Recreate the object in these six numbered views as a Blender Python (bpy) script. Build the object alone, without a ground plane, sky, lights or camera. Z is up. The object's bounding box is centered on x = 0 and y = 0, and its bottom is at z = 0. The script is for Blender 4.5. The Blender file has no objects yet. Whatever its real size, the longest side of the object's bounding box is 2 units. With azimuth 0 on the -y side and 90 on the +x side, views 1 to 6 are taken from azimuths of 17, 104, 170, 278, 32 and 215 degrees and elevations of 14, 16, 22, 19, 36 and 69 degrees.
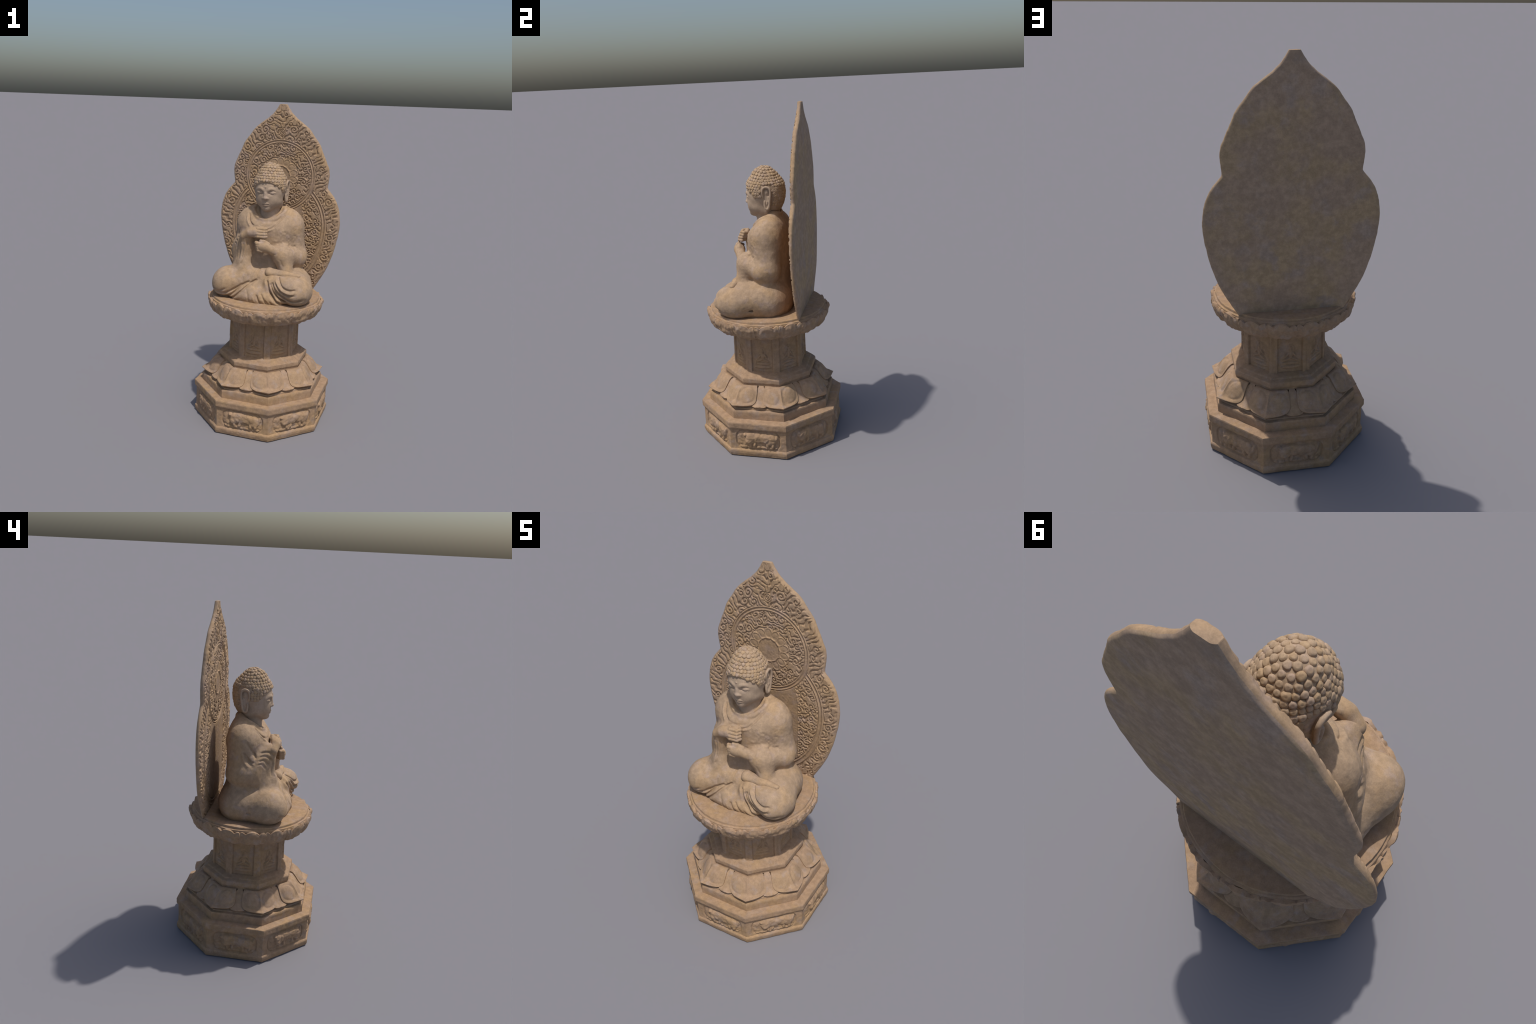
# Seated stone Buddha on an octagonal lotus pedestal, in front of a carved flame-shaped mandorla.
# Everything is built from profiles, lofts, blended solids and rules; all random draws are seeded.
import bpy, math
import numpy as np
from mathutils import Matrix, Vector

TAU = 2 * math.pi
F32 = np.float32

# ------------------------------------------------------------------ small maths helpers
def sstep(a, b, x):
    t = np.clip((x - a) / (b - a), 0, 1)
    return t * t * (3 - 2 * t)

def pchip(xs, ys, x):
    """shape-preserving smooth interpolation through control points"""
    xs, ys = np.asarray(xs, float), np.asarray(ys, float)
    h, d = np.diff(xs), np.diff(ys) / np.diff(xs)
    m = np.zeros(len(xs)); m[0], m[-1] = d[0], d[-1]
    ok = d[:-1] * d[1:] > 0
    w1, w2 = 2 * h[1:] + h[:-1], h[1:] + 2 * h[:-1]
    with np.errstate(divide="ignore", invalid="ignore"):
        hm = (w1 + w2) / (w1 / d[:-1] + w2 / d[1:])
    m[1:-1] = np.where(ok, hm, 0)
    x = np.clip(x, xs[0], xs[-1])
    i = np.clip(np.searchsorted(xs, x) - 1, 0, len(xs) - 2)
    t = (x - xs[i]) / h[i]
    return ((1 + 2 * t) * (1 - t) ** 2 * ys[i] + t * (1 - t) ** 2 * h[i] * m[i]
            + t * t * (3 - 2 * t) * ys[i + 1] + t * t * (t - 1) * h[i] * m[i + 1])

def noise(p, scale, seed=0):
    """smooth value noise in -1..1 for an (n,3) or broadcast tuple of coordinates"""
    q = [np.asarray(c, float) / scale + 31.7 * (seed + 1) * k for c, k in zip(p, (1.0, 1.7, 2.3))]
    i = [np.floor(c).astype(np.int64) for c in q]
    f = [c - np.floor(c) for c in q]
    f = [t * t * (3 - 2 * t) for t in f]
    def hsh(a, b, c):
        n = (a * 374761393 + b * 668265263 + c * 2147483647 + seed * 1274126177) & 0xFFFFFFFF
        n = ((n ^ (n >> 13)) * 1274126177) & 0xFFFFFFFF
        return ((n ^ (n >> 16)) & 0xFFFF) / 32767.5 - 1
    out = 0
    for dx in (0, 1):
        for dy in (0, 1):
            for dz in (0, 1):
                w = (f[0] if dx else 1 - f[0]) * (f[1] if dy else 1 - f[1]) * (f[2] if dz else 1 - f[2])
                out = out + w * hsh(i[0] + dx, i[1] + dy, i[2] + dz)
    return out

def bump2(x, y, cx, cy, rx, ry, rot=0.0, sharp=1.0):
    """rounded dome in a plane, 1 at its centre and 0 outside the ellipse"""
    c, s = math.cos(math.radians(rot)), math.sin(math.radians(rot))
    u, v = (c * (x - cx) + s * (y - cy)) / rx, (-s * (x - cx) + c * (y - cy)) / ry
    return np.sqrt(np.clip(1 - (u * u + v * v), 0, 1)) ** sharp

def poly_dist(x, y, pts):
    """distance in a plane to an open polyline"""
    d = np.full(np.broadcast(x, y).shape, 9.0)
    for (ax, ay), (bx, by) in zip(pts[:-1], pts[1:]):
        ex, ey = bx - ax, by - ay
        t = np.clip(((x - ax) * ex + (y - ay) * ey) / (ex * ex + ey * ey), 0, 1)
        d = np.minimum(d, np.hypot(x - ax - t * ex, y - ay - t * ey))
    return d

def spline(pts, n=8):
    """Catmull-Rom curve through 2D or 3D points"""
    P = np.array(pts, float)
    P = np.vstack([2 * P[0] - P[1], P, 2 * P[-1] - P[-2]])
    out = []
    for i in range(1, len(P) - 2):
        for t in np.linspace(0, 1, n, endpoint=False):
            a, b, c, d = P[i - 1:i + 3]
            out.append(.5 * (2 * b + (c - a) * t + (2 * a - 5 * b + 4 * c - d) * t * t + (3 * b - a - 3 * c + d) * t ** 3))
    out.append(P[-2])
    return [tuple(o) for o in out]

# ------------------------------------------------------------------ scene helpers
def obj_from(name, verts, faces, mat, parent=None, smooth=True, angle=None, normals=None, data=None):
    me = data
    if me is None:
        me = bpy.data.meshes.new(name)
        verts = np.asarray(verts, float)
        me.from_pydata(verts.tolist(), [], faces if isinstance(faces, list) else faces.tolist())
        me.materials.append(mat)
        me.update()
        if smooth:
            me.polygons.foreach_set("use_smooth", np.ones(len(me.polygons), bool))
            if angle is not None:
                me.set_sharp_from_angle(angle=math.radians(angle))
        if normals is not None:
            me.normals_split_custom_set_from_vertices(np.asarray(normals, float).tolist())
    o = bpy.data.objects.new(name, me)
    bpy.context.scene.collection.objects.link(o)
    if parent is not None:
        o.parent = parent
    return o

def grid_faces(nr, nc, wrap=False, flip=False, base=0):
    r, c = np.meshgrid(np.arange(nr - 1), np.arange(nc if wrap else nc - 1), indexing="ij")
    a = r * nc + c
    b = r * nc + (c + 1) % nc
    q = np.stack([a, b, b + nc, a + nc], -1).reshape(-1, 4) + base
    return q[:, ::-1] if flip else q

def vertex_normals(v, f):
    n = np.zeros_like(v)
    fn = np.cross(v[f[:, 2]] - v[f[:, 0]], v[f[:, 3]] - v[f[:, 1]])
    for k in range(4):
        np.add.at(n, f[:, k], fn)
    return n / (np.linalg.norm(n, axis=1, keepdims=True) + 1e-12)

def split_regions(v, f, label, names, mat, parent):
    """cut one smooth surface into named objects whose borders and normals coincide"""
    n = vertex_normals(v, f)
    made = []
    for i, nm in enumerate(names):
        ff = f[label == i]
        if not len(ff):
            continue
        used, inv = np.unique(ff, return_inverse=True)
        made.append(obj_from(nm, v[used], inv.reshape(-1, 4), mat, parent, normals=n[used]))
    return made

# ------------------------------------------------------------------ blended solids -> quad surface
class Solid:
    """signed-distance solid on a regular grid; parts are blended in with a soft radius"""
    def __init__(self, lo, hi, h):
        self.h, self.lo = h, np.array(lo, float)
        self.n = [int(math.ceil((b - a) / h)) + 1 for a, b in zip(lo, hi)]
        self.ax = [(lo[k] + h * np.arange(self.n[k])).astype(F32) for k in range(3)]
        self.F = np.full(self.n, .2, F32)
        self.groups = {}
    def box(self, lo, hi):
        s, c = [], []
        for k in range(3):
            i = max(int((lo[k] - self.lo[k]) / self.h), 0)
            j = min(int((hi[k] - self.lo[k]) / self.h) + 2, self.n[k])
            s.append(slice(i, max(j, i)))
            shape = [1, 1, 1]; shape[k] = -1
            c.append(self.ax[k][s[-1]].reshape(shape))
        return tuple(s), c
    def blend(self, s, d, k, cut=False):
        a = self.F[s]
        if cut:
            d = -d
            hh = np.maximum(k - np.abs(a - d), 0) / k if k > 0 else 0
            self.F[s] = np.maximum(a, d) + hh * hh * (k / 4)
        else:
            hh = np.maximum(k - np.abs(a - d), 0) / k if k > 0 else 0
            self.F[s] = np.minimum(a, d) - hh * hh * (k / 4)
    def add(self, fn, c, r, k, group, cut):
        c, r = np.array(c, float), np.array(r, float)
        s, g = self.box(c - r - k - .012, c + r + k + .012)
        if all(x.stop > x.start for x in s):
            self.blend(s, fn(*g).astype(F32), k, cut)
        if group is not None:
            self.groups.setdefault(group, []).append(fn)
    def ellipsoid(self, c, r, k=.02, yaw=0, pitch=0, group=None, cut=False):
        R = (Matrix.Rotation(math.radians(yaw), 3, "Z") @ Matrix.Rotation(math.radians(pitch), 3, "Y")).transposed()
        R = np.array(R)
        def fn(x, y, z):
            x, y, z = x - c[0], y - c[1], z - c[2]
            u = [R[i, 0] * x + R[i, 1] * y + R[i, 2] * z for i in range(3)]
            k0 = np.sqrt(sum((u[i] / r[i]) ** 2 for i in range(3)))
            k1 = np.sqrt(sum((u[i] / r[i] ** 2) ** 2 for i in range(3))) + 1e-6
            return k0 * (k0 - 1) / k1
        m = max(r) if (yaw or pitch) else 0
        self.add(fn, c, [max(q, m) for q in r], k, group, cut)
    def limb(self, a, b, ra, rb, k=.02, group=None, cut=False, squash=(1, 1, 1)):
        a, b, q = np.array(a, float), np.array(b, float), np.array(squash, float)
        e = (b - a) / q; ee = float(e @ e)
        def fn(x, y, z):
            x, y, z = (x - a[0]) / q[0], (y - a[1]) / q[1], (z - a[2]) / q[2]
            t = np.clip((x * e[0] + y * e[1] + z * e[2]) / ee, 0, 1)
            return (np.sqrt((x - t * e[0]) ** 2 + (y - t * e[1]) ** 2 + (z - t * e[2]) ** 2) - (ra + t * (rb - ra))) * q.min()
        rr = max(ra, rb) * q.max()
        self.add(fn, (a + b) / 2, np.abs(b - a) / 2 + rr, k, group, cut)
    def chain(self, pts, radii, k=.01, group=None, cut=False):
        for a, b, ra, rb in zip(pts[:-1], pts[1:], radii[:-1], radii[1:]):
            self.limb(a, b, ra, rb, k, group, cut)
    def stroke(self, pts, depth, width, plane="xz", rng=(-9, 9)):
        """press a fold (depth>0) or raise a ridge (depth<0) along a curve seen from the front or side"""
        cur = spline(pts)
        P = np.array(cur)
        u, w = (0, 2) if plane == "xz" else (1, 2)
        o = 3 - u - w
        lo, hi = np.zeros(3), np.zeros(3)
        lo[u], hi[u] = P[:, 0].min() - 3 * width, P[:, 0].max() + 3 * width
        lo[w], hi[w] = P[:, 1].min() - 3 * width, P[:, 1].max() + 3 * width
        lo[o], hi[o] = rng
        lo, hi = np.maximum(lo, self.lo), np.minimum(hi, self.lo + self.h * np.array(self.n))
        s, g = self.box(lo, hi)
        d = poly_dist(g[u], g[w], cur)
        # fade the ends
        L = np.hypot(g[u] - P[0, 0], g[w] - P[0, 1]); M = np.hypot(g[u] - P[-1, 0], g[w] - P[-1, 1])
        fade = np.clip(np.minimum(L, M) / (2.5 * width), .15, 1)
        self.F[s] += (depth * fade * np.exp(-(d / width) ** 2)).astype(F32)
    def surface(self, relax=1):
        F, h = self.F, self.h
        S = F < 0
        nx, ny, nz = F.shape
        cnt = np.zeros((nx - 1, ny - 1, nz - 1), np.int8)
        corners = [(i, j, k) for i in (0, 1) for j in (0, 1) for k in (0, 1)]
        sub = lambda A, c: A[c[0]:nx - 1 + c[0], c[1]:ny - 1 + c[1], c[2]:nz - 1 + c[2]]
        for c in corners:
            cnt += sub(S, c)
        act = np.argwhere((cnt > 0) & (cnt < 8))
        idx = np.full(cnt.shape, -1, np.int64)
        idx[tuple(act.T)] = np.arange(len(act))
        acc, num = np.zeros((len(act), 3)), np.zeros(len(act))
        val = {c: F[act[:, 0] + c[0], act[:, 1] + c[1], act[:, 2] + c[2]].astype(float) for c in corners}
        for a in corners:
            for axis in range(3):
                if a[axis] == 0:
                    b = tuple(1 if q == axis else a[q] for q in range(3))
                    fa, fb = val[a], val[b]
                    m = (fa < 0) != (fb < 0)
                    t = fa[m] / (fa[m] - fb[m])
                    p = np.tile(np.array(a, float), (m.sum(), 1)); p[:, axis] = t
                    acc[m] += p; num[m] += 1
        v = self.lo + h * (act + acc / num[:, None])
        faces = []
        for axis in range(3):
            o1, o2 = [q for q in range(3) if q != axis]
            sl = [slice(1, -1)] * 3
            A = [slice(1, -1)] * 3; A[axis] = slice(0, F.shape[axis] - 1)
            B = list(A); B[axis] = slice(1, F.shape[axis])
            sa, sb = S[tuple(A)], S[tuple(B)]
            e = np.argwhere(sa != sb)
            ins = sa[tuple(e.T)]
            e = e + 1; e[:, axis] -= 1
            def cell(d1, d2):
                q = e.copy(); q[:, o1] -= d1; q[:, o2] -= d2
                return idx[tuple(q.T)]
            quad = np.stack([cell(1, 1), cell(0, 1), cell(0, 0), cell(1, 0)], 1)
            if axis == 1:
                ins = ~ins
            quad[~ins] = quad[~ins][:, ::-1]
            faces.append(quad)
        f = np.vstack(faces)
        f = f[(f >= 0).all(1)]
        for _ in range(relax):
            s, c = np.zeros_like(v), np.zeros(len(v))
            for k in range(4):
                np.add.at(s, f[:, k], v[f[:, (k + 1) % 4]]); np.add.at(c, f[:, k], 1)
                np.add.at(s, f[:, k], v[f[:, k - 1]]); np.add.at(c, f[:, k], 1)
            v = .5 * v + .5 * s / np.maximum(c, 1)[:, None]
        return v, f
    def nearest_group(self, p, order):
        x, y, z = p.T
        D = [np.min([fn(x, y, z) for fn in self.groups[g]], axis=0) for g in order]
        return np.argmin(D, axis=0)

# ------------------------------------------------------------------ stone materials
def stone(name, a, b, c, grain=.16, patch=5.0, rough=.92, bump=.25, bscale=130, warm=None, rnd=0.0, streak=None):
    """weathered sandstone: three tints in soft patches, fine grain, dark pores"""
    m = bpy.data.materials.new(name); m.use_nodes = True
    t = m.node_tree; N, L = t.nodes, t.links
    bsdf = N["Principled BSDF"]
    bsdf.inputs["Roughness"].default_value = rough
    bsdf.inputs["Specular IOR Level"].default_value = .18
    co = N.new("ShaderNodeTexCoord")
    mp = N.new("ShaderNodeMapping"); L.new(co.outputs["Object"], mp.inputs[0])
    if rnd:
        inf = N.new("ShaderNodeObjectInfo")
        sc = N.new("ShaderNodeVectorMath"); sc.operation = "SCALE"; sc.inputs["Scale"].default_value = 7
        cmb = N.new("ShaderNodeCombineXYZ")
        for k in range(3): L.new(inf.outputs["Random"], cmb.inputs[k])
        L.new(cmb.outputs[0], sc.inputs[0]); L.new(sc.outputs[0], mp.inputs["Location"])
    def nz(scale, detail, rough_=.55, vec=None):
        n = N.new("ShaderNodeTexNoise"); n.inputs["Scale"].default_value = scale
        n.inputs["Detail"].default_value = detail; n.inputs["Roughness"].default_value = rough_
        L.new((vec or mp).outputs[0], n.inputs["Vector"]); return n.outputs["Fac"]
    def ramp(fac, lo, hi):
        r = N.new("ShaderNodeMapRange"); r.interpolation_type = "SMOOTHSTEP"
        r.inputs["From Min"].default_value, r.inputs["From Max"].default_value = lo, hi
        L.new(fac, r.inputs["Value"]); return r.outputs["Result"]
    def mix(fac, A, B, mode="MIX"):
        x = N.new("ShaderNodeMix"); x.data_type = "RGBA"; x.blend_type = mode
        for sock, v in ((x.inputs["Factor"], fac), (x.inputs["A"], A), (x.inputs["B"], B)):
            if isinstance(v, (tuple, float)):
                sock.default_value = v if isinstance(v, float) else (*v, 1)
            else:
                L.new(v, sock)
        return x.outputs["Result"]
    col = mix(ramp(nz(patch, 4), .42, .62), a, b)
    mp2 = N.new("ShaderNodeMapping"); mp2.inputs["Location"].default_value = (3.1, 7.7, 1.3)
    L.new(mp.outputs[0], mp2.inputs[0])
    col = mix(ramp(nz(patch * 2.3, 5, .6, mp2), .5, .68), col, c)
    if warm:
        g = N.new("ShaderNodeSeparateXYZ"); L.new(co.outputs["Object"], g.inputs[0])
        wy = ramp(g.outputs[1], warm[1], warm[2])
        col = mix(wy, col, warm[0])
    mid = ramp(nz(38, 6, .65), .3, .75)
    hi = 1 + grain; lo_ = 1 - grain
    gr = mix(mid, (lo_, lo_, lo_), (hi, hi, hi))
    col = mix(1.0, col, gr, "MULTIPLY")
    if streak:
        mp3 = N.new("ShaderNodeMapping"); mp3.inputs["Scale"].default_value = streak; L.new(co.outputs["Object"], mp3.inputs[0])
        st = ramp(nz(1.0, 5, .7, mp3), .3, .7)
        col = mix(1.0, col, mix(st, (.93, .93, .93), (1.07, 1.07, 1.07)), "MULTIPLY")
    fine = ramp(nz(240, 4, .7), .25, .75)
    col = mix(1.0, col, mix(fine, (.9, .9, .9), (1.1, 1.1, 1.1)), "MULTIPLY")
    L.new(col, bsdf.inputs["Base Color"])
    bp = N.new("ShaderNodeBump"); bp.inputs["Strength"].default_value = bump; bp.inputs["Distance"].default_value = .004
    bn = nz(bscale, 8, .7)
    L.new(bn, bp.inputs["Height"]); L.new(bp.outputs[0], bsdf.inputs["Normal"])
    return m

M_ROBE = stone("robe_sandstone", (.368, .263, .175), (.385, .264, .158), (.380, .278, .208), patch=8, grain=.14, bump=.4, warm=((.37, .225, .135), .085, .165))  # warm: bounced orange light behind the figure, tinted into the stone colour by depth
M_FACE = stone("face_sandstone", (.385, .288, .206), (.40, .295, .212), (.425, .32, .242), grain=.09, bump=.08)
M_HAIR = stone("hair_sandstone", (.375, .272, .182), (.395, .275, .165), (.400, .295, .222), grain=.14, rnd=1)
M_BASE = stone("base_sandstone", (.340, .228, .145), (.355, .234, .132), (.340, .245, .178), patch=7, grain=.14)
M_PETAL = stone("petal_sandstone", (.345, .234, .152), (.355, .240, .145), (.352, .258, .195), patch=8, rnd=1, grain=.13)
M_HALO = stone("mandorla_sandstone", (.362, .254, .168), (.378, .257, .153), (.360, .258, .190), patch=6, grain=.14)
M_BACK = stone("mandorla_back_stone", (.378, .272, .190), (.400, .286, .172), (.370, .280, .215), patch=4.5, grain=.16, bump=.25)

root = bpy.data.objects.new("buddha_statue", None)
bpy.context.scene.collection.objects.link(root)
root["label"] = "weathered sandstone seated Buddha on octagonal lotus pedestal with carved halo"
root["category"] = "stone statue"

# ------------------------------------------------------------------ octagonal pedestal
def oct_loft(profile, n=32, step=.006, relief=None, wear=.0012, seed=0, cap_top=True, cap_bottom=True):
    """octagon (corners at 22.5 deg + k*45) swept through a corner-radius profile; relief(u,z,face) pushes faces out"""
    rows = []
    for (r0, z0), (r1, z1) in zip(profile[:-1], profile[1:]):
        m = max(1, int(math.hypot(r1 - r0, z1 - z0) / step))
        rows += [(r0 + (r1 - r0) * t / m, z0 + (z1 - z0) * t / m) for t in range(m)]
    rows.append(profile[-1])
    rows = np.array(rows)
    R, Z = rows[:, 0][:, None], rows[:, 1][:, None]
    V = np.zeros((len(rows), 8 * n, 3))
    for f in range(8):
        a = math.radians(-112.5 + 45 * f)
        p, q = np.array([math.cos(a), math.sin(a)]), np.array([math.cos(a + TAU / 8), math.sin(a + TAU / 8)])
        t = np.arange(n) / n
        # concentrate columns near the corners
        base = p[None] * (1 - t)[:, None] + q[None] * t[:, None]
        nrm = (p + q) / np.linalg.norm(p + q)
        half = np.linalg.norm(q - p) / 2
        d = relief((2 * t - 1)[None] * half * R, Z + 0 * R, f) if relief else np.zeros((len(rows), n))
        V[:, f * n:(f + 1) * n, 0] = R * base[None, :, 0] + d * nrm[0]
        V[:, f * n:(f + 1) * n, 1] = R * base[None, :, 1] + d * nrm[1]
        V[:, f * n:(f + 1) * n, 2] = Z
    P = V.reshape(-1, 3)
    if wear:
        w = wear * (noise(P.T, .035, seed) + .7 * noise(P.T, .012, seed + 3))
        w2 = wear * .6 * noise(P.T, .02, seed + 7)
        rad = P[:, :2] / (np.linalg.norm(P[:, :2], axis=1, keepdims=True) + 1e-9)
        P[:, :2] += rad * w[:, None]
        inner = (np.arange(len(P)) >= 8 * n) & (np.arange(len(P)) < len(P) - 8 * n)
        P[inner, 2] += w2[inner]
    faces = grid_faces(len(rows), 8 * n, wrap=True)
    caps = []
    if cap_bottom: caps.append(list(range(8 * n))[::-1])
    if cap_top: caps.append(list(range((len(rows) - 1) * 8 * n, len(rows) * 8 * n)))
    return P, faces, caps, len(rows)

def split_panels(P, faces, caps, n, nrows, zs, urange, base_name, panel_name, mat, parent):
    """cut the carved field of each face out as a panel object of its own"""
    q = faces
    row, col = q[:, 0] // (8 * n), q[:, 0] % (8 * n)
    t = (col % n) / n
    zc = P[q].mean(1)[:, 2]
    inside = (zc > zs[0]) & (zc < zs[1]) & (t >= urange[0]) & (t < urange[1])
    nrm = vertex_normals(P, q)
    used, inv = np.unique(q[~inside], return_inverse=True)
    remap = {int(u): i for i, u in enumerate(used)}
    fl = inv.reshape(-1, 4).tolist() + [[remap[i] for i in c] for c in caps]
    base = obj_from(base_name, P[used], fl, mat, parent, angle=32)
    for f in range(8):
        sel = q[inside & (col // n == f)]
        u2, i2 = np.unique(sel, return_inverse=True)
        obj_from(panel_name, P[u2], i2.reshape(-1, 4), mat, base, normals=nrm[u2])
    return base

def lion_relief(a, b, face):
    """standing lion facing left among rocks, in a round-cornered field; a across, b up (metres, centred)"""
    rg = np.random.default_rng(40 + face)
    j = lambda s: float(rg.uniform(-s, s))
    hw, hh, rc = .129, .057, .042
    qx, qy = np.abs(a) - hw + rc, np.abs(b) - hh + rc
    sd = np.hypot(np.maximum(qx, 0), np.maximum(qy, 0)) + np.minimum(np.maximum(qx, qy), 0) - rc
    field = sstep(.002, -.003, sd)
    h = np.zeros(np.broadcast(a, b).shape)
    up = lambda *k, H=.01, **kw: np.maximum(h, H * bump2(a, b, *k, **kw))
    x0 = j(.006)
    h = up(x0 + .042, .014 + j(.003), .05, .03, H=.014, rot=-6, sharp=.7)
    h = up(x0 + .075, .008, .028, .036, H=.014, sharp=.7)
    h = up(x0 - .012, .016, .04, .034, H=.013, sharp=.7)
    h = up(x0 - .05 + j(.004), .012, .033, .036, H=.017, sharp=.7)
    h = up(x0 - .060, -.004, .020, .019, H=.020, sharp=.7)
    h = up(x0 - .078, .034, .013, .010, H=.014)
    h = up(x0 - .028, .040, .016, .010, H=.012)
    for lx, rot in ((-.048, 8), (-.02, -10), (.05, 6), (.083, -12)):
        h = up(x0 + lx + j(.004), -.030, .010, .028, H=.013, rot=rot)
    h = up(x0 + .104, .012, .010, .032, H=.010, rot=-18)
    for k in range(9):
        h = up(-.105 + .026 * k + j(.006), -.050 + j(.003), .017 + j(.004), .012, H=.011)
    h = h + .0025 * field * (noise((a, b, 0 * a + face), .010, 5) + noise((a, b, 0 * a + face), .021, 8))
    groove = np.exp(-(sd / .0032) ** 2)
    pillow = .007 * sstep(0, -.03, sd)
    return field * (-.004 + pillow + .85 * h) - .005 * groove

def base_relief(u, z, face):
    return lion_relief(u, z - .108, face) * ((z > .040) & (z < .176))

prof = [(.434, 0), (.439, .004), (.443, .020), (.4435, .034), (.440, .041), (.434, .045), (.433, .060), (.433, .166),
        (.435, .172), (.443, .177), (.4455, .184), (.4455, .212), (.443, .2172), (.386, .2185)]
P, fc, caps, nr = oct_loft(prof, n=112, step=.0032, relief=base_relief, seed=1)
split_panels(P, fc, caps, 112, nr, (.046, .170), (9 / 112, 103 / 112), "pedestal_base", "relief_panel", M_BASE, root)

P, fc, caps, nr = oct_loft([(.393, .210), (.393, .222), (.392, .262), (.389, .268), (.372, .2705)], n=40, seed=2)
obj_from("pedestal_step", P, fc.tolist() + caps, M_BASE, root, angle=32)

# lotus flare: core under the petals
LOTUS = [(.282, .385), (.294, .381), (.309, .370), (.324, .353), (.339, .332), (.355, .312), (.373, .301), (.394, .297)]
lr = pchip(np.linspace(0, 1, len(LOTUS)), [p[0] for p in LOTUS], np.linspace(0, 1, 41))
lz = pchip(np.linspace(0, 1, len(LOTUS)), [p[1] for p in LOTUS], np.linspace(0, 1, 41))
core = [(.372, .2700), (.371, .278)] + [(r - .016 - .004 * i / 32, z - .013) for i, (r, z) in list(enumerate(zip(lr, lz)))[32::-2]] + [(.272, .384), (.262, .398)]
P, fc, caps, nr = oct_loft(core, n=24, seed=3)
lotus = obj_from("lotus_base", P, fc.tolist() + caps, M_PETAL, root, angle=40)

def octf(theta):
    """corner-radius to radius at an angle measured from the nearest corner"""
    a = np.abs((theta + math.pi / 8) % (math.pi / 4) - math.pi / 8)
    return math.cos(math.pi / 8) / np.cos(math.pi / 8 - a)

def lotus_petal(big):
    """one petal lying on the flare, thick, with a rounded tip and a carved medallion; built around azimuth 0"""
    nu, nv = 41, 44
    u = np.linspace(-1, 1, nu)[None]; v = np.linspace(0, 1, nv)[:, None]
    vend = 1.0 if big else .965
    lift = .0075 if big else -.004
    if big:
        half = math.radians(18.9) * np.where(v < .55, .90 + .10 * np.sin(v / .55 * math.pi / 2), np.sqrt(np.clip(1 - ((v - .55) / .45) ** 2.7, 0, 1)))
    else:
        half = math.radians(9.0) * np.where(v < .72, .34 + .66 * (v / .72) ** 1.5, np.sqrt(np.clip(1 - ((v - .72) / .28) ** 2.2, 0, 1)))
    half = half + 1e-4
    th = u * half
    lock = v * vend + 0 * u
    R, Z = np.interp(lock, np.linspace(0, 1, 41), lr), np.interp(lock, np.linspace(0, 1, 41), lz)
    off = th if big else th + math.pi / 8
    k = octf(off)
    edge = 1 - np.abs(u) ** 6
    med = 0
    if big:
        au, av = np.abs(u) - .5, (v - .50)
        rr = np.hypot(au / .42, av / .30)
        med = .0065 * np.clip(1 - rr ** 2, 0, 1) ** .8 + .003 * (1 - u * u) * np.sin(math.pi * v) - .0025 * np.exp(-((rr - 1) / .16) ** 2) + .0015 * np.exp(-((np.abs(u)) / .06) ** 2)
    crown = lift * (.55 + .45 * edge) * sstep(-.08, .12, v) + med * sstep(.02, .2, v) * (.35 + .65 * edge) + (0 if big else .004 * (1 - u * u) * v)
    tipup = .004 * sstep(.8, 1, v) if big else 0
    top = np.stack([(R * k + crown * .75) * np.cos(th), (R * k + crown * .75) * np.sin(th), Z + crown * .7 + tipup - .004 * np.abs(u) ** 2 * sstep(.5, 1, v)], -1)
    bot = top.copy()
    bot[..., 0] -= .016 * np.cos(th); bot[..., 1] -= .016 * np.sin(th); bot[..., 2] -= .013
    if not big:
        pass
    V = np.vstack([top.reshape(-1, 3), bot.reshape(-1, 3)])
    f1, f2 = grid_faces(nv, nu), grid_faces(nv, nu, flip=True, base=nu * nv)
    ring = list(range(nu)) + [r * nu + nu - 1 for r in range(1, nv)] + [nu * nv - 1 - c for c in range(1, nu)] + [r * nu for r in range(nv - 2, 0, -1)]
    ring = np.array(ring); nx = np.roll(ring, -1)
    side = np.stack([ring, nx, nx + nu * nv, ring + nu * nv], 1)[:, ::-1]
    V += .0008 * np.stack([noise(V.T, .02, s) for s in (11, 12, 13)], 1)
    return V, np.vstack([f1[:, ::-1], f2[:, ::-1], side])

def fix_normals(o):
    import bmesh
    bm = bmesh.new(); bm.from_mesh(o.data); bmesh.ops.recalc_face_normals(bm, faces=bm.faces); bm.to_mesh(o.data); bm.free()

for big, nm in ((True, "lotus_petal"), (False, "inner_petal")):
    V, f = lotus_petal(big)
    first = obj_from(nm, V, f, M_PETAL, lotus, angle=50)
    fix_normals(first)
    for k in range(8):
        o = first if k == 0 else first.copy()
        if k: bpy.context.scene.collection.objects.link(o)
        o.parent = lotus
        o.rotation_euler = (0, 0, math.radians(22.5 + 45 * k + (0 if big else 22.5)))

P, fc, caps, nr = oct_loft([(.280, .380), (.281, .394), (.2825, .397), (.2850, .400), (.2855, .404), (.2850, .424), (.282, .428), (.262, .434), (.256, .441), (.222, .452)], n=40, seed=4)
obj_from("pedestal_slab", P, fc.tolist() + caps, M_BASE, root, angle=32)

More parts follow.
